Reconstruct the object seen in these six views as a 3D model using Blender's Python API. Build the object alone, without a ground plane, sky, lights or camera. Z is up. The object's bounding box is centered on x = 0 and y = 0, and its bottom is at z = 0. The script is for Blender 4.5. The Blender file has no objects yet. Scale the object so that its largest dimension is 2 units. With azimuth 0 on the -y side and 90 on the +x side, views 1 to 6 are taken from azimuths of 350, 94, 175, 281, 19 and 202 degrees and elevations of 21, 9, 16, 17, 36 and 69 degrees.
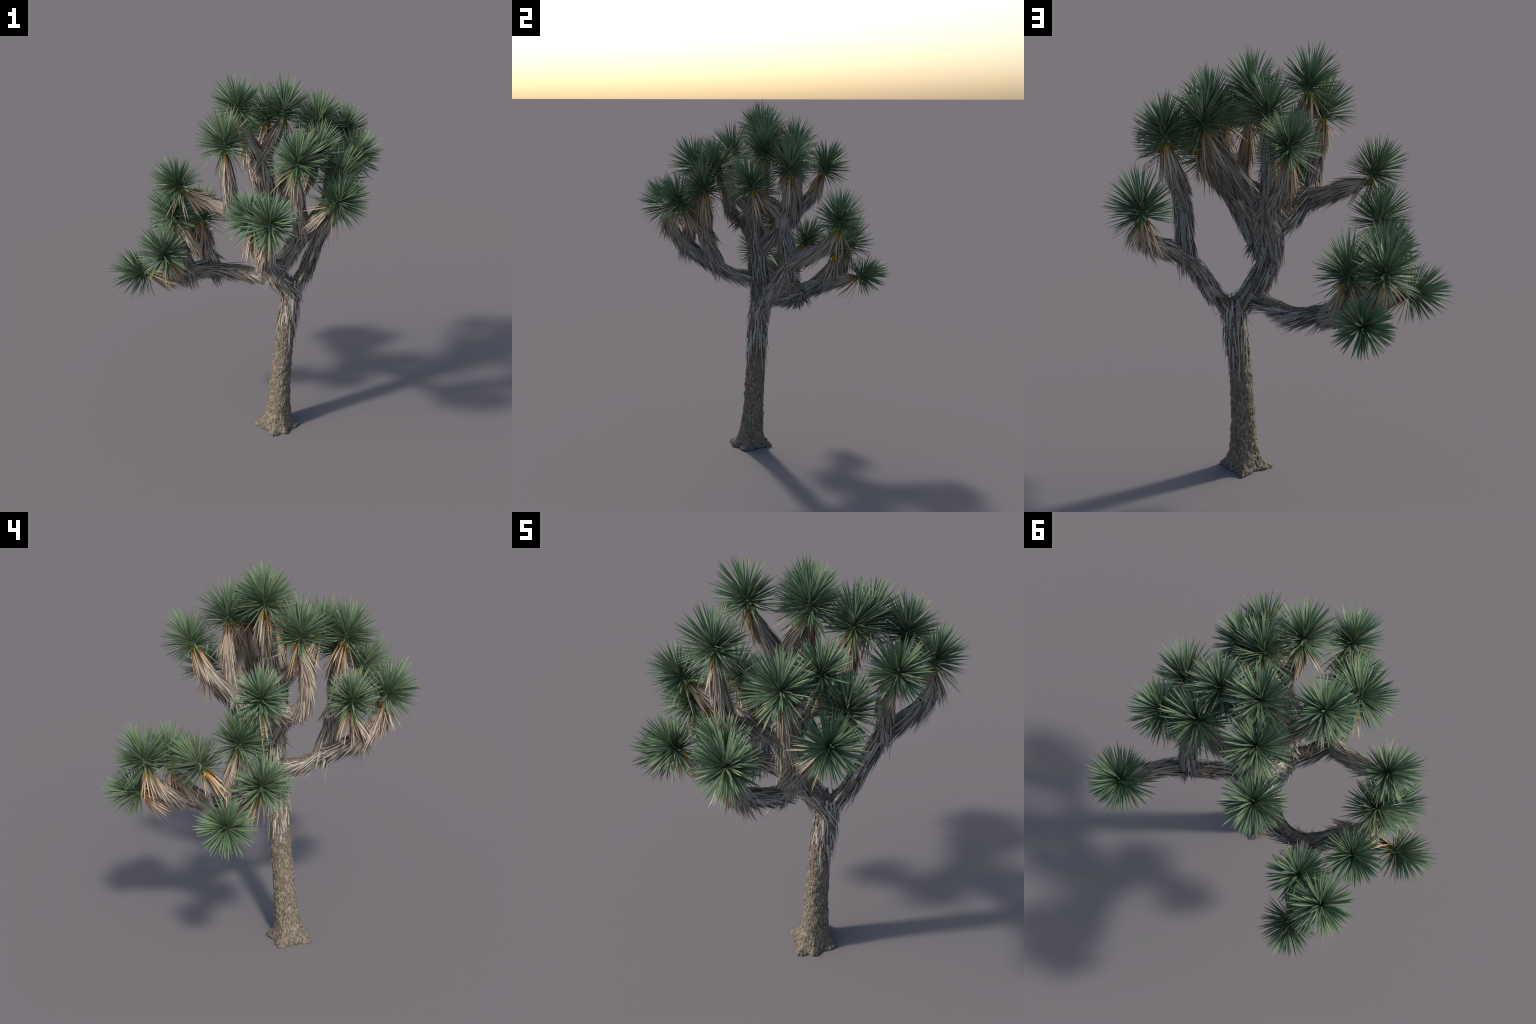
# Joshua tree: leaning flaky trunk, forking limbs thatched with dead leaves,
# and 24 spiky rosettes of bayonet leaves.  Pure procedural geometry.
import bpy, math, random
import numpy as np
from mathutils import Vector, noise as mnoise

rng = np.random.default_rng(7)
random.seed(7)
UP = np.array([0.0, 0.0, 1.0])


def V(*a):
    return np.array(a, float)


def unit(v):
    v = np.asarray(v, float)
    return v / (np.linalg.norm(v, axis=-1, keepdims=True) + 1e-12)


# ------------------------------------------------------------------ skeleton
# rosette: growth point, direction it faces, size
ROSETTES = {
    'q':  (V(-.416, .034, 1.231), V(-.20, -.25, .95), 1.00),
    'n':  (V(.090, .175, 1.718), V(.00, .08, 1.0), 1.03),
    'l':  (V(-.402, -.064, 1.425), V(-.55, -.12, .83), 0.93),
    'f1': (V(-.187, -.213, 1.668), V(-.06, -.10, 1.0), 1.05),
    'k':  (V(-.101, -.038, 1.808), V(-.20, -.05, .97), 1.00),
    'i':  (V(.512, .161, 1.632), V(.10, .05, .99), 0.95),
    'd':  (V(.138, -.387, 1.617), V(.00, -.35, .93), 1.05),
    'e':  (V(-.022, -.590, 1.380), V(-.05, -.50, .86), 1.00),
    'v':  (V(-.357, .494, 1.120), V(-.20, .22, .95), 1.05),
    'o':  (V(.020, .343, 1.606), V(.00, .40, .90), 0.97),
    'm':  (V(.600, .423, 1.371), V(.15, .15, .98), 1.00),
    'j':  (V(.335, -.447, 1.436), V(.45, -.50, .75), 1.02),
    'w':  (V(-.255, .579, .934), V(-.15, .93, .32), 0.89),
    'u':  (V(-.219, .412, 1.099), V(.00, .15, 1.0), 1.00),
    's':  (V(-.580, .066, .900), V(-.98, .05, .15), 0.94),
    'g':  (V(.324, .009, 1.718), V(.10, .00, 1.0), 1.00),
    't':  (V(-.397, .227, 1.121), V(-.10, .60, .80), 0.97),
    'r':  (V(-.470, -.068, 1.047), V(-.35, -.35, .87), 1.02),
    'c':  (V(.260, -.252, 1.627), V(.10, -.38, .90), 0.98),
    'b':  (V(.371, -.312, 1.519), V(.25, -.10, .96), 1.02),
    'h':  (V(.145, .017, 1.780), V(.10, .00, 1.0), 1.02),
    'f':  (V(.515, -.042, 1.551), V(.20, -.45, .87), 1.00),
    'jj': (V(.355, .153, 1.673), V(.25, .15, .95), 1.02),
    'fj': (V(-.084, -.431, 1.350), V(-.40, -.25, .87), 0.95),
}
for key in ROSETTES:
    p, a, s = ROSETTES[key]
    ROSETTES[key] = (p, unit(a), s)

F = V(.228, -.025, .800)
M1, M2, M3 = V(.148, -.014, .885), V(.074, -.034, 1.0), V(.054, -.044, 1.145)
A1, A2 = V(.432, .167, 1.122), V(.445, .120, 1.320)
B1, B2, B3, B4 = V(-.16, .190, .865), V(-.33, .07, .90), V(-.345, .10, .96), V(-.172, .25, .875)
C1, C2, C3, C4 = V(.10, -.27, 1.058), V(-.015, -.46, 1.152), V(.165, -.31, 1.18), V(.21, -.32, 1.25)
D1, E1, K1 = V(-.126, -.146, 1.307), V(.08, .165, 1.35), V(.035, -.019, 1.55)
G0, G1, U1 = V(.058, -.056, 1.26), V(.188, -.050, 1.390), V(.060, -.054, 1.34)
E0 = V(.086, .060, 1.245)

# limb group, control points, start radius, end radius, rosette at the end,
# distance from this chain's end to the nearest living tip (age of its thatch)
CHAINS = [
    ('main', [V(.207, -.034, .66), V(.218, -.028, .74), F, M1, M2], .046, .046, None, .62),
    ('main', [M2, V(.056, -.040, 1.07), M3, G0, U1], .046, .036, None, .34),
    ('main', [U1, V(.055, -.036, 1.44), K1], .034, .030, None, .25),
    ('main', [K1, V(-.02, -.02, 1.62), V(-.07, -.025, 1.70)], .027, .020, 'k', 0),
    ('main', [K1, V(.075, -.015, 1.62), V(.115, 0, 1.69)], .027, .020, 'h', 0),
    ('main', [G0, V(.115, -.056, 1.33), G1], .036, .033, None, .30),
    ('north', [E0, V(.128, .100, 1.325), V(.208, .138, 1.44), V(.300, .154, 1.57)], .028, .020, 'jj', 0),
    ('main', [G1, V(.262, -.038, 1.45), V(.308, -.008, 1.575)], .027, .020, 'g', 0),
    ('main', [G1, V(.220, -.120, 1.445), V(.246, -.195, 1.52)], .028, .020, 'c', 0),
    ('east', [V(.216, -.03, .735), F, V(.305, .028, .898), V(.370, .10, 1.014), A1], .034, .027, None, .33),
    ('east', [A1, V(.515, .235, 1.175), V(.580, .31, 1.220), V(.606, .385, 1.28)], .029, .020, 'm', 0),
    ('east', [A1, V(.438, .15, 1.22), A2], .027, .026, None, .24),
    ('east', [A2, V(.46, .14, 1.42), V(.49, .157, 1.52)], .025, .020, 'i', 0),
    ('east', [A2, V(.46, .09, 1.40), V(.485, .03, 1.47)], .024, .020, 'f', 0),
    ('low', [V(.19, -.025, .85), M1, V(.055, .094, .862), V(-.045, .178, .852), B1], .035, .029, None, .38),
    ('low', [B1, V(-.26, .135, .885), B2], .031, .029, None, .22),
    ('low', [B2, V(-.42, .055, .88), V(-.50, .06, .88)], .026, .020, 's', 0),
    ('low', [B2, V(-.40, .02, .92), V(-.445, -.03, .97)], .024, .020, 'r', 0),
    ('low', [B2, B3], .026, .025, None, .20),
    ('low', [B3, V(-.375, .165, 1.04)], .023, .020, 't', 0),
    ('low', [B3, V(-.385, .085, 1.05), V(-.405, .06, 1.14)], .024, .020, 'q', 0),
    ('low', [B1, B4, V(-.19, .33, .898)], .031, .028, None, .24),
    ('low', [V(-.19, .33, .898), V(-.215, .43, .918), V(-.24, .51, .925)], .025, .020, 'w', 0),
    ('low', [B4, V(-.20, .33, .94), V(-.205, .39, 1.01)], .025, .020, 'u', 0),
    ('low', [V(-.19, .33, .898), V(-.25, .39, .925), V(-.315, .455, 1.0)], .024, .020, 'v', 0),
    ('south', [M2, V(.072, -.11, .994), V(.076, -.19, 1.008), C1], .031, .027, None, .36),
    ('south', [C1, V(.04, -.37, 1.10), C2], .028, .026, None, .25),
    ('south', [C2, V(-.03, -.525, 1.210), V(-.022, -.572, 1.295)], .025, .020, 'e', 0),
    ('south', [C2, V(-.04, -.455, 1.20), V(-.065, -.44, 1.26)], .024, .020, 'fj', 0),
    ('south', [C1, V(.13, -.285, 1.11), C3], .029, .028, None, .28),
    ('south', [C3, V(.185, -.33, 1.29), V(.155, -.36, 1.43)], .026, .020, 'd', 0),
    ('south', [C3, C4], .027, .026, None, .24),
    ('south', [C4, V(.28, -.315, 1.34), V(.345, -.312, 1.43)], .025, .020, 'b', 0),
    ('south', [C4, V(.25, -.37, 1.32), V(.29, -.42, 1.37)], .024, .020, 'j', 0),
    ('west', [M3, V(.035, -.058, 1.185), V(-.042, -.084, 1.228), D1], .032, .028, None, .28),
    ('west', [D1, V(-.148, -.212, 1.35), V(-.160, -.232, 1.44), V(-.177, -.226, 1.55)], .026, .020, 'f1', 0),
    ('west', [D1, V(-.20, -.104, 1.322), V(-.30, -.072, 1.364)], .025, .020, 'l', 0),
    ('north', [M3, V(.072, .010, 1.185), E0, V(.090, .110, 1.29), E1], .032, .028, None, .28),
    ('north', [E1, V(.085, .178, 1.48), V(.085, .178, 1.61)], .026, .020, 'n', 0),
    ('north', [E1, V(.045, .215, 1.40), V(.02, .29, 1.49)], .025, .020, 'o', 0),
]


def spline(ctrl, step=.008):
    """Catmull-Rom through the control points, resampled at even spacing."""
    P = np.array(ctrl)
    Q = np.vstack([2 * P[0] - P[1], P, 2 * P[-1] - P[-2]])
    out = []
    for i in range(len(P) - 1):
        a, b, c, d = Q[i:i + 4]
        for t in np.linspace(0, 1, 16, endpoint=False):
            out.append(.5 * (2 * b + (c - a) * t + (2 * a - 5 * b + 4 * c - d) * t * t
                             + (3 * b - a - 3 * c + d) * t ** 3))
    out.append(P[-1])
    out = np.array(out)
    s = np.r_[0, np.cumsum(np.linalg.norm(np.diff(out, axis=0), axis=1))]
    n = max(3, int(s[-1] / step))
    u = np.linspace(0, s[-1], n)
    pts = np.stack([np.interp(u, s, out[:, k]) for k in range(3)], 1)
    return pts, u


PATHS = []
for grp, ctrl, r0, r1, ros, age in CHAINS:
    ctrl = list(ctrl)
    if ros:
        p, a, s = ROSETTES[ros]
        ctrl += [p - a * .055, p - a * .026]
    pts, u = spline(ctrl)
    rad = r0 + (r1 - r0) * (u / u[-1]) ** .8
    if ros:      # the stem closes to a blunt bud under the leaves
        rad = rad * np.sqrt(np.clip((u[-1] - u + .004) / .022, .15, 1))
    PATHS.append(dict(grp=grp, pts=pts, s=u, rad=rad, ros=ros, age=age,
                      bare=-.15 if grp == 'east' else .38))


# ------------------------------------------------------------------ materials
def new_mat(name):
    m = bpy.data.materials.new(name)
    m.use_nodes = True
    nt = m.node_tree
    nt.nodes.clear()
    out = nt.nodes.new('ShaderNodeOutputMaterial')
    bsdf = nt.nodes.new('ShaderNodeBsdfPrincipled')
    nt.links.new(bsdf.outputs[0], out.inputs[0])
    return m, nt, bsdf


def node(nt, kind, **kw):
    n = nt.nodes.new(kind)
    for k, v in kw.items():
        setattr(n, k, v)
    return n


def ramp(nt, stops, src):
    r = node(nt, 'ShaderNodeValToRGB')
    e = r.color_ramp.elements
    while len(e) < len(stops):
        e.new(0.5)
    for el, (p, c) in zip(e, stops):
        el.position = p
        el.color = (*c, 1)
    nt.links.new(src, r.inputs[0])
    return r.outputs[0]


def mix(nt, a, b, fac, mode='MIX'):
    m = node(nt, 'ShaderNodeMix', data_type='RGBA', blend_type=mode)
    for sock, val in ((m.inputs[0], fac), (m.inputs[6], a), (m.inputs[7], b)):
        if hasattr(val, 'is_output'):
            nt.links.new(val, sock)
        elif isinstance(val, (int, float)):
            sock.default_value = val
        else:
            sock.default_value = (*val, 1)
    return m.outputs[2]


def math_node(nt, op, a, b=0.0, clamp=False):
    m = node(nt, 'ShaderNodeMath', operation=op, use_clamp=clamp)
    for sock, val in ((m.inputs[0], a), (m.inputs[1], b)):
        if hasattr(val, 'is_output'):
            nt.links.new(val, sock)
        else:
            sock.default_value = val
    return m.outputs[0]


def obj_coord(nt):
    return node(nt, 'ShaderNodeTexCoord').outputs['Object']


def dist_from_origin(nt, co, span):
    ln = node(nt, 'ShaderNodeVectorMath', operation='LENGTH')
    nt.links.new(co, ln.inputs[0])
    return math_node(nt, 'DIVIDE', ln.outputs['Value'], span, True)


def noise_tex(nt, co, scale, detail=3, rough=.6):
    n = node(nt, 'ShaderNodeTexNoise')
    n.inputs['Scale'].default_value = scale
    n.inputs['Detail'].default_value = detail
    n.inputs['Roughness'].default_value = rough
    nt.links.new(co, n.inputs['Vector'])
    return n.outputs['Fac']


def green_material(name, tone):
    m, nt, b = new_mat(name)
    co = obj_coord(nt)
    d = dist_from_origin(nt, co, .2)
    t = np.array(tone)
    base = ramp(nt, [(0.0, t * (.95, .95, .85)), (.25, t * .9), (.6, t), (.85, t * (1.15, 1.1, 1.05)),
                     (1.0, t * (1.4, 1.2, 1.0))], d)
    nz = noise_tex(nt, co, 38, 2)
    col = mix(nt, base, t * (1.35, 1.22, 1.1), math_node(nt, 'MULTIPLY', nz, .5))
    nt.links.new(col, b.inputs['Base Color'])
    b.inputs['Roughness'].default_value = .52
    b.inputs['Specular IOR Level'].default_value = .35
    # thin leaf: a little light comes through
    tr = node(nt, 'ShaderNodeBsdfTranslucent')
    nt.links.new(col, tr.inputs['Color'])
    ms = node(nt, 'ShaderNodeMixShader')
    ms.inputs[0].default_value = .12
    nt.links.new(b.outputs[0], ms.inputs[1])
    nt.links.new(tr.outputs[0], ms.inputs[2])
    out = [n for n in nt.nodes if n.type == 'OUTPUT_MATERIAL'][0]
    nt.links.new(ms.outputs[0], out.inputs[0])
    return m


def dead_material(name, stops, span, var=.45, dark=(.55, .5, .45)):
    """Dry leaf: colour runs out from the growth point; streaks and stains on top."""
    m, nt, b = new_mat(name)
    co = obj_coord(nt)
    d = dist_from_origin(nt, co, span)
    wob = noise_tex(nt, co, 14, 2)
    d = math_node(nt, 'ADD', d, math_node(nt, 'MULTIPLY', math_node(nt, 'SUBTRACT', wob, .5), .16), True)
    base = ramp(nt, stops, d)
    st = noise_tex(nt, co, 90, 3, .7)
    stn = ramp(nt, [(.35, (0, 0, 0)), (.75, (1, 1, 1))], st)
    shade = mix(nt, base, dark, var, 'MULTIPLY')
    col = mix(nt, shade, base, stn)
    nt.links.new(col, b.inputs['Base Color'])
    b.inputs['Roughness'].default_value = .8
    b.inputs['Specular IOR Level'].default_value = .15
    return m


def plain_dead(name, col):
    m, nt, b = new_mat(name)
    co = obj_coord(nt)
    c = np.array(col)
    st = noise_tex(nt, co, 70, 3, .7)
    out = ramp(nt, [(.25, c * .62), (.55, c), (.8, c * 1.18)], st)
    nt.links.new(out, b.inputs['Base Color'])
    b.inputs['Roughness'].default_value = .85
    b.inputs['Specular IOR Level'].default_value = .12
    return m


def bark_material():
    m, nt, b = new_mat('bark')
    co = obj_coord(nt)
    mp = node(nt, 'ShaderNodeMapping')
    mp.inputs['Scale'].default_value = (1, 1, .42)
    nt.links.new(co, mp.inputs['Vector'])
    vor = node(nt, 'ShaderNodeTexVoronoi')
    vor.inputs['Scale'].default_value = 150
    nt.links.new(mp.outputs[0], vor.inputs['Vector'])
    sep = node(nt, 'ShaderNodeSeparateColor')
    nt.links.new(vor.outputs['Color'], sep.inputs[0])
    flake = ramp(nt, [(0.0, (.130, .108, .082)), (.3, (.190, .160, .124)), (.6, (.232, .198, .155)),
                      (.85, (.275, .243, .200)), (1.0, (.345, .312, .272))], sep.outputs[0])
    crack = node(nt, 'ShaderNodeTexVoronoi', feature='DISTANCE_TO_EDGE')
    crack.inputs['Scale'].default_value = 150
    nt.links.new(mp.outputs[0], crack.inputs['Vector'])
    ck = ramp(nt, [(.0, (.45, .42, .4)), (.12, (1, 1, 1))], crack.outputs['Distance'])
    rust = ramp(nt, [(.55, (0, 0, 0)), (.72, (1, 1, 1))], noise_tex(nt, co, 55, 2))
    c1 = mix(nt, flake, (.27, .16, .075), math_node(nt, 'MULTIPLY', rust, .45))
    fine = noise_tex(nt, mp.outputs[0], 260, 3, .7)
    c2 = mix(nt, c1, ramp(nt, [(.3, (.6, .6, .6)), (.7, (1.25, 1.25, 1.25))], fine), .7, 'MULTIPLY')
    col = mix(nt, c2, ck, .75, 'MULTIPLY')
    nt.links.new(col, b.inputs['Base Color'])
    b.inputs['Roughness'].default_value = .9
    b.inputs['Specular IOR Level'].default_value = .12
    bp = node(nt, 'ShaderNodeBump')
    bp.inputs['Strength'].default_value = .7
    bp.inputs['Distance'].default_value = .004
    h = math_node(nt, 'ADD', math_node(nt, 'MULTIPLY', fine, .5),
                  math_node(nt, 'MINIMUM', math_node(nt, 'MULTIPLY', crack.outputs['Distance'], 3), .5))
    nt.links.new(h, bp.inputs['Height'])
    nt.links.new(bp.outputs[0], b.inputs['Normal'])
    return m


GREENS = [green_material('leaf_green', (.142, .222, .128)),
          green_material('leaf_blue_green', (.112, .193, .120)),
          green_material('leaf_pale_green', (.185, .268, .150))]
TIP = plain_dead('leaf_tip_dry', (.36, .22, .14))
YELLOW, ORANGE = (.62, .40, .02), (.62, .32, .06)
TAN = (.55, .45, .335)
FRESH = [dead_material('dead_leaf_tan', [(.17, (.22, .26, .05)), (.22, YELLOW), (.27, ORANGE), (.36, TAN), (1, (.55, .46, .36))], .2, .25),
         dead_material('dead_leaf_ochre', [(.17, (.3, .26, .04)), (.23, YELLOW), (.30, (.50, .27, .06)), (.5, (.45, .30, .17)), (1, (.5, .36, .24))], .2, .25)]
SOLO = [dead_material('loose_leaf_tan', [(.0, YELLOW), (.06, YELLOW), (.13, ORANGE), (.24, TAN), (1, (.60, .46, .34))], .2, .2),
        dead_material('loose_leaf_brown', [(.0, ORANGE), (.08, (.5, .3, .1)), (.22, (.42, .29, .18)), (1, (.48, .36, .26))], .2, .3)]
SKIRT = [dead_material('thatch_pale', [(.10, YELLOW), (.13, (.56, .38, .22)), (.24, (.56, .47, .375)), (.5, (.49, .437, .38)), (.8, (.43, .39, .35))], .45, .4),
         dead_material('thatch_brown', [(.10, ORANGE), (.14, (.40, .27, .17)), (.28, (.40, .32, .25)), (.6, (.32, .275, .235)), (.9, (.28, .25, .225))], .45, .4),
         dead_material('thatch_grey', [(.10, ORANGE), (.14, (.42, .31, .21)), (.26, (.44, .39, .335)), (.6, (.38, .345, .31)), (.9, (.34, .315, .29))], .45, .4),
         dead_material('thatch_dark', [(.10, (.3, .18, .05)), (.16, (.22, .16, .11)), (.5, (.175, .145, .12)), (.9, (.14, .12, .10))], .45, .4)]
OLD = [plain_dead('old_thatch_pale', (.47, .435, .40)), plain_dead('old_thatch_brown', (.30, .27, .24)),
       plain_dead('old_thatch_grey', (.37, .345, .32)), plain_dead('old_thatch_dark', (.14, .124, .108))]
BARK = bark_material()
NECK = plain_dead('leaf_base_yellow', (.50, .36, .06))


# ------------------------------------------------------------------ mesh helpers
def make_mesh(name, verts, faces, mats, midx=None, smooth=False):
    me = bpy.data.meshes.new(name)
    me.from_pydata([tuple(v) for v in verts], [], faces if isinstance(faces, list) else faces.tolist())
    for m in mats:
        me.materials.append(m)
    if midx is not None:
        me.polygons.foreach_set('material_index', np.asarray(midx, dtype=np.int32))
    me.polygons.foreach_set('use_smooth', np.full(len(me.polygons), smooth))
    me.update()
    return me


def link(name, data, parent=None, loc=None, kind=None):
    ob = bpy.data.objects.new(name, data)
    bpy.context.scene.collection.objects.link(ob)
    if parent is not None:
        ob.parent = parent
        if loc is not None:
            ob.location = tuple(np.asarray(loc) - np.array(parent['_org']))
    elif loc is not None:
        ob.location = tuple(loc)
    if kind:
        ob['kind'] = kind
    return ob


LEAF_PROFILE = [(0, .62), (.10, .80), (.30, 1.0), (.55, .95), (.78, .66), (.92, .30)]
DEAD_PROFILE = [(0, .80), (.25, 1.0), (.55, .9), (.82, .52)]


def blades(base, direc, face, length, width, profile, droop=None, keel=.28, gutter=.10, curl=0.0):
    """Closed bayonet leaves: keeled, guttered cross-section, sharp tip.
    All arguments are arrays with one row per leaf."""
    n, k = len(base), len(profile)
    direc = unit(direc)
    side = unit(np.cross(direc, face))
    nrm = unit(np.cross(side, direc))
    droop = np.zeros((n, 3)) if droop is None else droop
    verts = np.zeros((n, 4 * k + 1, 3))
    L, W = length[:, None], width[:, None]
    for j, (t, w) in enumerate(profile):
        c = base + direc * L * t + droop * L * t * t
        h = .5 * W * w
        verts[:, 4 * j + 0] = c - side * h + nrm * h * .25
        verts[:, 4 * j + 1] = c - nrm * h * keel * 2
        verts[:, 4 * j + 2] = c + side * h + nrm * h * .25
        verts[:, 4 * j + 3] = c - nrm * h * gutter
    verts[:, -1] = base + direc * L + droop * L
    f, ring = [], []
    for j in range(k - 1):
        for q in range(4):
            a, b2 = 4 * j + q, 4 * j + (q + 1) % 4
            f.append((a, b2, b2 + 4, a + 4))
            ring.append(j)
    quads = np.array(f)
    o = 4 * (k - 1)
    tris = np.array([(o + q, o + (q + 1) % 4, 4 * k) for q in range(4)])
    return verts, quads, tris, np.array(ring)


def join_blades(parts):
    """parts: list of (verts, quads, tris, ring, mat per leaf, tip mat or None)"""
    vs, fs, mi, off = [], [], [], 0
    for verts, quads, tris, ring, mat, tip in parts:
        n, m = verts.shape[:2]
        st = off + np.arange(n)[:, None, None] * m
        vs.append(verts.reshape(-1, 3))
        fs += (quads[None] + st).reshape(-1, 4).tolist()
        mi.append(np.repeat(mat, len(quads)))
        fs += (tris[None] + st).reshape(-1, 3).tolist()
        mi.append(np.repeat(mat if tip is None else tip, len(tris)))
        cap = (np.array([[3, 2, 1, 0]])[None] + st).reshape(-1, 4)
        fs += cap.tolist()
        mi.append(np.asarray(mat))
        off += n * m
    return np.vstack(vs), fs, np.concatenate(mi)


def frame(axis):
    a = unit(axis)
    ref = V(1, 0, 0) if abs(a[0]) < .8 else V(0, 1, 0)
    x = unit(np.cross(ref, a))
    return x, np.cross(a, x), a


# ------------------------------------------------------------------ tree root
BASE = V(.177, -.075, 0)
tree = bpy.data.objects.new('joshua_tree', None)
bpy.context.scene.collection.objects.link(tree)
tree.location = tuple(BASE)
tree['_org'] = list(BASE)
tree['label'] = 'spiky desert tree with thatched limbs and green rosettes'
tree['category'] = 'joshua tree'


# ------------------------------------------------------------------ trunk
def trunk_axis(z):
    t = z / .85
    return V(.1767 - .0197 * t + .0883 * t * t - .0159 * t ** 3,
             -.0788 + .1126 * t - .1484 * t * t + .1030 * t ** 3, z)


ROOTS = [(V(.043, -.041), .20), (V(.124, -.192), .17), (V(.199, -.183), .17),
         (V(.290, -.094), .20), (V(.189, .051), .23)]


def trunk_radius(z, ang):
    r = np.interp(z, [0, .05, .10, .18, .30, .45, .60, .72, .80, .86],
                  [.074, .070, .0660, .0620, .0585, .0550, .0525, .0525, .0460, .030])
    # root tips joined by nearly straight webs of bark
    q = [(math.atan2(*(tip - BASE[:2])[::-1]), tip - BASE[:2]) for tip, _ in ROOTS]
    q.sort(key=lambda e: e[0])
    u = V(math.cos(ang), math.sin(ang))
    foot = .1
    for (a0, p0), (a1, p1) in zip(q, q[1:] + q[:1]):
        if (ang - a0) % (2 * math.pi) <= (a1 - a0) % (2 * math.pi):
            e = p1 - p0
            foot = (p0[0] * e[1] - p0[1] * e[0]) / (u[0] * e[1] - u[1] * e[0])
            f = ((ang - a0) % (2 * math.pi)) / ((a1 - a0) % (2 * math.pi))
            foot += .006 - .012 * math.sin(math.pi * f) ** .8
    sharp = max(foot - .070, 0)
    return r + sharp * (.85 * math.exp(-(max(z - .009, 0) / .029) ** 1.1) + .15 * math.exp(-z / .08))


def flake_height(p, scale, stretch):
    q = Vector((p[0] * scale, p[1] * scale, p[2] * scale * stretch))
    q = q + mnoise.noise_vector(q * .6) * .5
    d, pts = mnoise.voronoi(q)
    edge = min(1.0, (d[1] - d[0]) * 2.2)
    lift = mnoise.cell(pts[0] * 3.1)
    return edge, lift


def bark_relief(p, amp=1.0):
    edge, lift = flake_height(p, 84, .42)
    e2, l2 = flake_height(p + V(3, 1, 2), 165, .45)
    lump = mnoise.noise(Vector(p * 14.0)) * .0036 + mnoise.noise(Vector(p * 36.0)) * .0034
    return amp * (lump + .0050 * edge * (.25 + .75 * lift) + .0020 * e2 * (.3 + .7 * l2) - .0034)


NA, NZ = 260, 480
zs = np.r_[np.linspace(0, .10, 90), np.linspace(.10, .85, NZ - 90 + 1)[1:]]
tv = []
for z in zs:
    c = trunk_axis(z)
    for i in range(NA):
        ang = 2 * math.pi * i / NA
        d = V(math.cos(ang), math.sin(ang), 0)
        p = c + d * trunk_radius(z, ang)
        k = 1.0 + 1.3 * math.exp(-z / .045)
        tv.append(p + d * bark_relief(p, k) - BASE)
tf = []
for j in range(NZ - 1):
    for i in range(NA):
        a, b2 = j * NA + i, j * NA + (i + 1) % NA
        tf.append((a, b2, b2 + NA, a + NA))
tf.append(tuple(range(NA - 1, -1, -1)))
tf.append(tuple((NZ - 1) * NA + i for i in range(NA)))
trunk = link('trunk', make_mesh('trunk', tv, tf, [BARK], smooth=True), tree)
trunk['_org'] = list(BASE)


# ------------------------------------------------------------------ limbs (one skin, split by limb)
def tube(pts, rad, seg=14):
    vs, fs = [], []
    T = unit(np.gradient(pts, axis=0))
    x, y, _ = frame(T[0])
    for p, t, r in zip(pts, T, rad):
        x = unit(x - t * (x @ t))
        y = np.cross(t, x)
        for q in range(seg):
            a = 2 * math.pi * q / seg
            vs.append(p + (x * math.cos(a) + y * math.sin(a)) * r)
    n = len(pts)
    for j in range(n - 1):
        for q in range(seg):
            a, b2 = j * seg + q, j * seg + (q + 1) % seg
            fs.append((a, b2, b2 + seg, a + seg))
    fs.append(tuple(range(seg - 1, -1, -1)))
    fs.append(tuple((n - 1) * seg + q for q in range(seg)))
    return vs, fs


def limb_skin():
    vs, fs = [], []
    for P in PATHS:
        a, b2 = tube(P['pts'], P['rad'])
        fs += [tuple(i + len(vs) for i in f) for f in b2]
        vs += a
    me = make_mesh('skin', vs, fs, [BARK])
    ob = bpy.data.objects.new('skin', me)
    bpy.context.scene.collection.objects.link(ob)
    md = ob.modifiers.new('r', 'REMESH')
    md.mode = 'VOXEL'
    md.voxel_size = .0046
    sm = ob.modifiers.new('s', 'SMOOTH')
    sm.iterations = 6
    sm.factor = .5
    dg = bpy.context.evaluated_depsgraph_get()
    ev = ob.evaluated_get(dg)
    me2 = bpy.data.meshes.new_from_object(ev)
    bpy.data.objects.remove(ob)
    return me2


skin = limb_skin()
nv = len(skin.vertices)
co = np.zeros(nv * 3); skin.vertices.foreach_get('co', co); co = co.reshape(-1, 3)
no = np.zeros(nv * 3); skin.vertices.foreach_get('normal', no); no = no.reshape(-1, 3)
co = co + no * np.array([bark_relief(p, .8) for p in co])[:, None]
skin.vertices.foreach_set('co', co.ravel())
skin.update()
skin.vertices.foreach_get('normal', no.ravel())
no2 = np.zeros(nv * 3); skin.vertices.foreach_get('normal', no2); no = no2.reshape(-1, 3)
polys = [tuple(p.vertices) for p in skin.polygons]
cen = np.array([co[list(p)].mean(0) for p in polys])
groups = sorted({P['grp'] for P in PATHS})
best = np.full(len(cen), 9.0)
owner = np.zeros(len(cen), int)
for gi, g in enumerate(groups):
    gp = np.vstack([P['pts'][::2] for P in PATHS if P['grp'] == g])
    for s in range(0, len(cen), 4000):
        d = np.sqrt(((cen[s:s + 4000, None] - gp[None]) ** 2).sum(2)).min(1)
        m = d < best[s:s + 4000] - 1e-9
        best[s:s + 4000][m] = d[m]
        owner[s:s + 4000][m] = gi
BRANCH = {}
for gi, g in enumerate(groups):
    idx = np.nonzero(owner == gi)[0]
    used = np.unique(np.concatenate([polys[i] for i in idx]))
    remap = {int(v): k for k, v in enumerate(used)}
    me = make_mesh('branch', co[used] - BASE, [tuple(remap[v] for v in polys[i]) for i in idx], [BARK], smooth=True)
    me.normals_split_custom_set_from_vertices([tuple(v) for v in no[used]])
    ob = link('branch', me, tree)
    ob['_org'] = list(BASE)
    BRANCH[g] = ob
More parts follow.
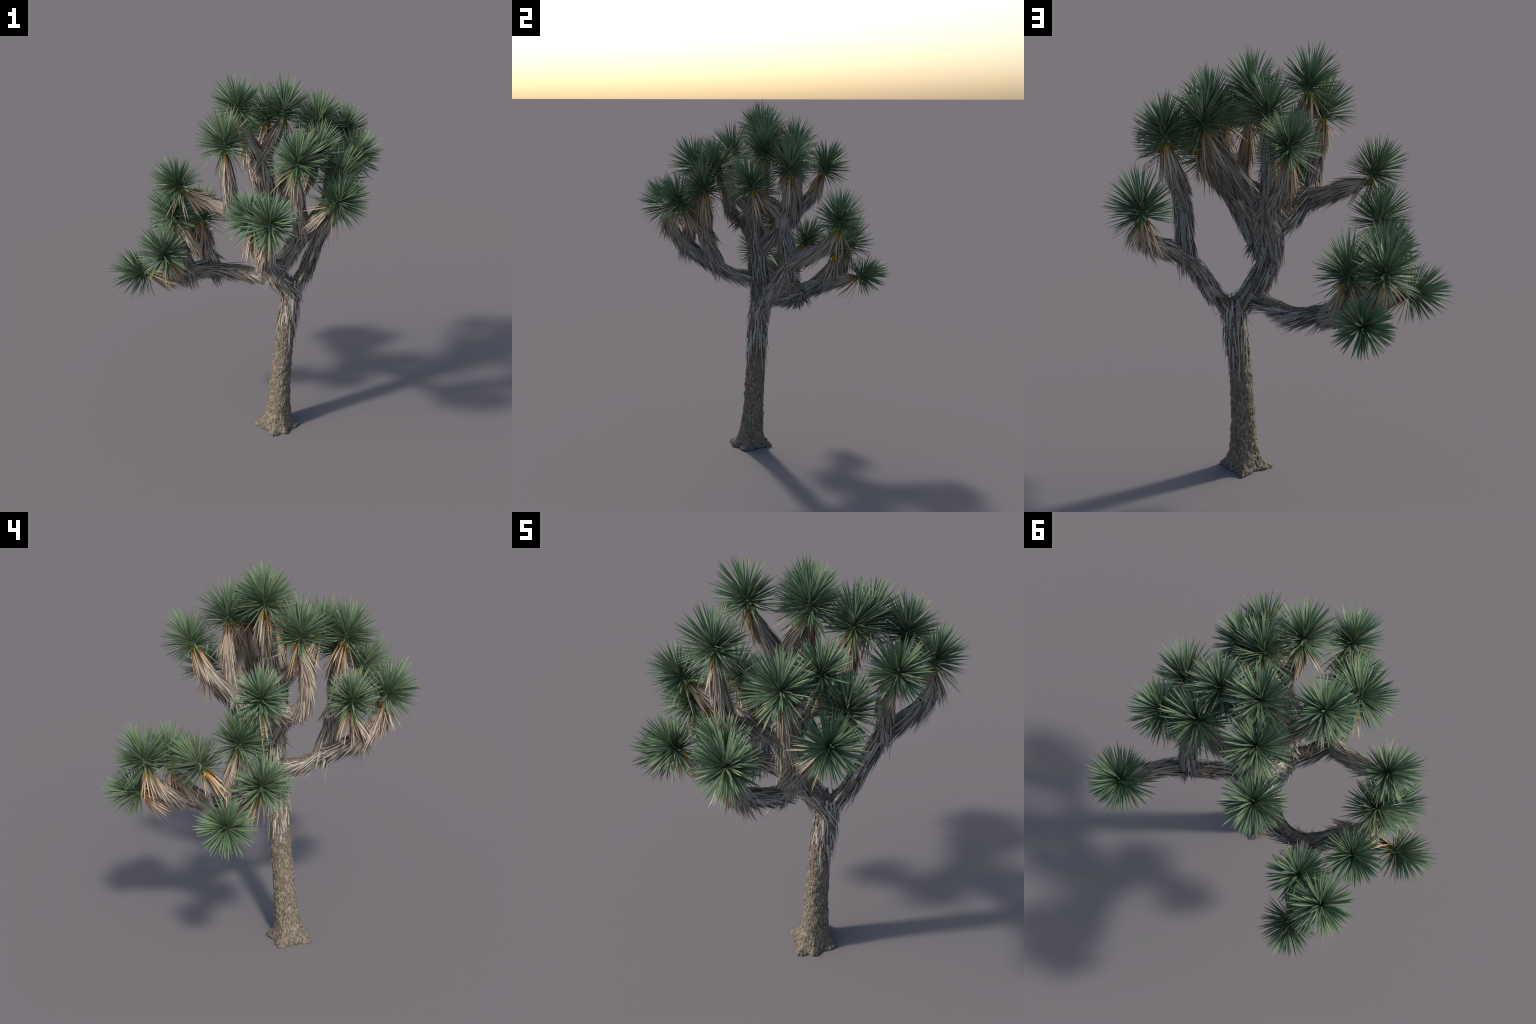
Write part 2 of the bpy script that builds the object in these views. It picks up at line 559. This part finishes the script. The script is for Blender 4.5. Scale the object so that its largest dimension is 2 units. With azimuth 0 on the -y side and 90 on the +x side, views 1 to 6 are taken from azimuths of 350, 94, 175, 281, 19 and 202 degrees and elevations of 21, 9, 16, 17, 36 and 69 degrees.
bpy.data.meshes.remove(skin)


# ------------------------------------------------------------------ thatch of dead leaves
LEAN = V(0, 0, -1)


def thatch(P):
    """Dead leaves lying back down a stem like shingles, drooping off its underside."""
    pts, s, rad = P['pts'], P['s'], P['rad']
    T = unit(np.gradient(pts, axis=0))
    total = s[-1]
    terminal = P['ros'] is not None
    end = total - (.048 if terminal else -.01)
    dens = 1450 if terminal else 1350           # leaves per metre of stem
    n = int(dens * end)
    u = rng.uniform(0, end, n)
    if terminal:                               # a tight ruff right under the living leaves
        u = np.r_[u, rng.uniform(end - .03, end, 46)]
    n = len(u)
    c = np.stack([np.interp(u, s, pts[:, k]) for k in range(3)], 1)
    t = unit(np.stack([np.interp(u, s, T[:, k]) for k in range(3)], 1))
    r = np.interp(u, s, rad)
    a = rng.uniform(0, 2 * math.pi, n)
    x = unit(np.cross(t, V(.37, .51, .77)))
    y = np.cross(t, x)
    out = x * np.cos(a)[:, None] + y * np.sin(a)[:, None]
    # old thatch has fallen from the tops of the leaning limbs
    age = (total - u) + P['age']
    # (the east limb has shed the whole inner face of its crotch)
    sky = V(-.55, -.70, .45) if P['grp'] == 'east' and P['age'] > .3 else UP
    topness = out @ unit(sky) + .13 * rng.normal(size=n)
    bare = np.clip((age - .22) / .12, 0, 1) * (topness > np.where(age > .37, P['bare'], max(.10, P['bare']))) * (1 - np.abs(t[:, 2]) ** 6 * .9 > rng.uniform(0, 1, n))
    keep = bare < .5
    keep &= ~((age > .5) & (rng.uniform(size=n) < np.clip((age - .5) * 2.6, 0, .86)))
    c, t, r, out, u, age = c[keep], t[keep], r[keep], out[keep], u[keep], age[keep]
    n = len(c)
    young = np.clip(1 - (age - .05) / .12, 0, 1)
    lift = np.radians(rng.normal(7.6, 3.6, n) + 3 * young - 3 * np.clip(out[:, 2], 0, 1))
    lift = np.clip(lift, .03, .6)
    d = -t * np.cos(lift)[:, None] + out * np.sin(lift)[:, None]
    swirl = np.cross(t, out) * rng.normal(0, .065, n)[:, None]
    horiz = 1 - np.abs(t[:, 2])
    g = (.07 + .19 * horiz * np.clip(-out[:, 2] + .35, 0, 1))[:, None] * LEAN
    d = unit(d + swirl + g)
    # never point into the stem
    inw = (d * out).sum(1)
    d = unit(d + out * np.clip(.05 - inw, 0, 1)[:, None])
    L = rng.normal(.107, .019, n).clip(.055, .155) * np.where(age > .5, .85, 1)
    W = rng.normal(.0060, .0011, n).clip(.0038, .009)
    base = c + out * (r * rng.uniform(.90, 1.12, n) + .006 * np.clip(age / .15, 0, 1) * rng.uniform(0, 1, n))[:, None]
    droop = (LEAN * .06)[None] * rng.uniform(.0, 1.2, n)[:, None] + (-out) * .03
    v = blades(base, d, out, L, W, DEAD_PROFILE, droop, .22, .06)
    mat = rng.choice(4, n, p=[.30, .27, .25, .18])
    return v + (mat, None)


skirt_parts = {}
for P in PATHS:
    parts = [thatch(P)]
    if P['ros']:
        org = ROSETTES[P['ros']][0]
        mats = SKIRT
    else:
        org, mats = P['pts'][-1], OLD
    verts, fs, mi = join_blades(parts)
    me = make_mesh('dead_leaf_skirt', verts - org, fs, mats, mi)
    par = BRANCH[P['grp']]
    link('dead_leaf_skirt', me, par, org, 'stuff')

# dry strips still glued to the top of the trunk, hanging straight down
n = 110
z = .56 + .32 * rng.uniform(0, 1, n) ** .5
ang = rng.uniform(0, 2 * math.pi, n)
cc = np.array([trunk_axis(k) for k in z])
out = np.stack([np.cos(ang), np.sin(ang), np.zeros(n)], 1)
base = cc + out * (np.interp(z, [.5, .6, .74, .9], [.0545, .0530, .0530, .046]) + .0012)[:, None]
d = unit(out * rng.uniform(.0, .10, n)[:, None] + LEAN + rng.normal(0, .05, (n, 3)))
dirt = blades(base, d, out, rng.uniform(.05, .125, n), rng.uniform(.005, .009, n), DEAD_PROFILE,
              (LEAN * .05)[None] + out * rng.uniform(-.02, .12, n)[:, None] * (rng.uniform(size=n) < .3)[:, None], .2, .05)
verts, fs, mi = join_blades([dirt + (rng.choice(4, n, p=[.5, .15, .3, .05]), None)])
link('dead_leaf_strip', make_mesh('dead_leaf_strip', verts - BASE, fs, OLD, mi), trunk, BASE, 'stuff')


# ------------------------------------------------------------------ rosettes
GOLDEN = math.pi * (3 - math.sqrt(5))
LEAF_L, LEAF_W = .1505, .0080


def single_leaf(name, mats, mat, bend, prof, tip, keel=.28, gut=.10, wid=LEAF_W, length=LEAF_L):
    """One leaf along +z with its face to +x, base at the origin."""
    v = blades(V(0, 0, 0)[None], V(0, 0, 1)[None], V(1, 0, 0)[None], np.array([length]), np.array([wid]), prof,
               V(-bend, 0, 0)[None], keel, gut)
    vs, fs, mi = join_blades([v + (np.array([mat]), None if tip is None else np.array([tip]))])
    return make_mesh(name, vs, fs, mats, mi)


LEAF_MESHES = [single_leaf('leaf', GREENS + [TIP], k % 3, b2, LEAF_PROFILE, 3 if k % 2 else None)
               for k, b2 in enumerate((.0, .03, .06, .02, .09, .04))]
DEAD_MESHES = [single_leaf('dead_leaf', SOLO, k % 2, b2, DEAD_PROFILE, None, .2, .08, .0080, .145)
               for k, b2 in enumerate((.05, .12, .0, .18, -.05, .1))]


def place(ob, base, direc, face, scale, par_org):
    zz = unit(direc)
    yy = unit(np.cross(zz, face))
    xx = np.cross(yy, zz)
    from mathutils import Matrix
    m = Matrix(((xx[0] * scale, yy[0] * scale, zz[0] * scale, base[0] - par_org[0]),
                (xx[1] * scale, yy[1] * scale, zz[1] * scale, base[1] - par_org[1]),
                (xx[2] * scale, yy[2] * scale, zz[2] * scale, base[2] - par_org[2]),
                (0, 0, 0, 1)))
    ob.matrix_local = m


for key, (org, ax, size) in ROSETTES.items():
    x, y, a = frame(ax)
    n = 196
    i = np.arange(n)
    t = (i + .5) / n
    phi = i * GOLDEN + rng.normal(0, .16, n) + rng.uniform(0, 6)
    theta = np.arccos(1 - 1.10 * t ** 1.05) + np.radians(rng.normal(0, 5.5, n) + 14 * np.clip((t - .93) / .07, 0, 1))
    theta = np.clip(theta, .03, 2.2)
    rad = x * np.cos(phi)[:, None] + y * np.sin(phi)[:, None]
    direc = a * np.cos(theta)[:, None] + rad * np.sin(theta)[:, None]
    face = a * np.sin(theta)[:, None] - rad * np.cos(theta)[:, None]      # upper face of the leaf
    base = org + a * (.026 - .058 * t ** 1.2)[:, None] + rad * (.002 + .018 * t ** .7)[:, None]
    L = LEAF_L * size * (1.08 - .26 * t) * rng.normal(1, .07, n).clip(.8, 1.10)
    W = LEAF_W * rng.normal(1, .08, n) * (.80 + .25 * np.sin(math.pi * np.clip(t * 1.1, 0, 1)))
    bend = np.where(t > .7, .10, .03) * rng.uniform(0, 1.6, n)
    droop = -face * bend[:, None] + LEAN * (.03 * t)[:, None]
    solo = set(rng.choice(np.arange(35, 150), 12, replace=False).tolist())
    rest = np.array([k for k in range(n) if k not in solo])
    tipdry = rng.uniform(size=n) < .28
    mat = rng.choice(3, n, p=[.45, .35, .20])
    parts = []
    for flag in (False, True):
        r = rest[tipdry[rest] == flag]
        if len(r):
            v = blades(base[r], direc[r], face[r], L[r], W[r], LEAF_PROFILE, droop[r])
            parts.append(v + (mat[r], np.full(len(r), 3) if flag else None))
    verts, fs, mi = join_blades(parts)
    # packed leaf bases: a small green bud, yellowing where it meets the thatch
    prof = [(-.040, .0195), (-.030, .0205), (-.016, .0190), (-.002, .0150), (.012, .0105), (.024, .0060), (.031, .0022)]
    ns, o = 12, len(verts)
    bud = [org + a * (h * size) + (x * math.cos(q) + y * math.sin(q)) * r
           for h, r in prof for q in np.arange(ns) * 2 * math.pi / ns]
    bf = [(o + j * ns + q, o + j * ns + (q + 1) % ns, o + (j + 1) * ns + (q + 1) % ns, o + (j + 1) * ns + q)
          for j in range(len(prof) - 1) for q in range(ns)]
    bf += [tuple(o + (len(prof) - 1) * ns + q for q in range(ns)), tuple(o + q for q in range(ns - 1, -1, -1))]
    bm = [4 if j == 0 else 1 for j in range(len(prof) - 1) for q in range(ns)] + [1, 4]
    verts, fs, mi = np.vstack([verts, bud]), fs + bf, np.r_[mi, bm]
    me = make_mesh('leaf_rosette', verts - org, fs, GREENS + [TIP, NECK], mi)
    ros = link('leaf_rosette', me, tree, org, 'stuff')
    ros['_org'] = list(org)
    for k in sorted(solo):
        ob = link('leaf', LEAF_MESHES[int(rng.integers(6))], ros)
        place(ob, base[k], direc[k], face[k], L[k] / LEAF_L, org)
    # loose dying leaves, yellow at the base, dangling around the neck
    nd = 20
    phi = rng.uniform(0, 2 * math.pi, nd)
    th = np.radians(np.r_[rng.uniform(100, 150, 6), rng.uniform(154, 172, nd - 6)])
    rad = x * np.cos(phi)[:, None] + y * np.sin(phi)[:, None]
    direc = a * np.cos(th)[:, None] + rad * np.sin(th)[:, None]
    direc = unit(direc + LEAN * .22)
    inw = (direc * rad).sum(1)
    direc = unit(direc + rad * np.clip(.16 - inw, 0, 1)[:, None])
    face = unit(rad - direc * (rad * direc).sum(1)[:, None])
    base = org - a * rng.uniform(.036, .052, nd)[:, None] + rad * .021
    L = rng.normal(.142, .014, nd).clip(.1, .17)
    for k in range(10):
        ob = link('dead_leaf', DEAD_MESHES[int(rng.integers(6))], ros)
        place(ob, base[k], direc[k], face[k], L[k] / .145, org)
    r = np.arange(10, nd)
    v = blades(base[r], direc[r], face[r], L[r], np.full(len(r), .0078), DEAD_PROFILE, np.repeat((LEAN * .08)[None], len(r), 0), .2, .06)
    verts, fs, mi = join_blades([v + (rng.choice(2, len(r), p=[.7, .3]), None)])
    link('dead_leaf_collar', make_mesh('dead_leaf_collar', verts - org, fs, FRESH, mi), ros, org, 'stuff')

for ob in bpy.data.objects:
    if '_org' in ob:
        del ob['_org']
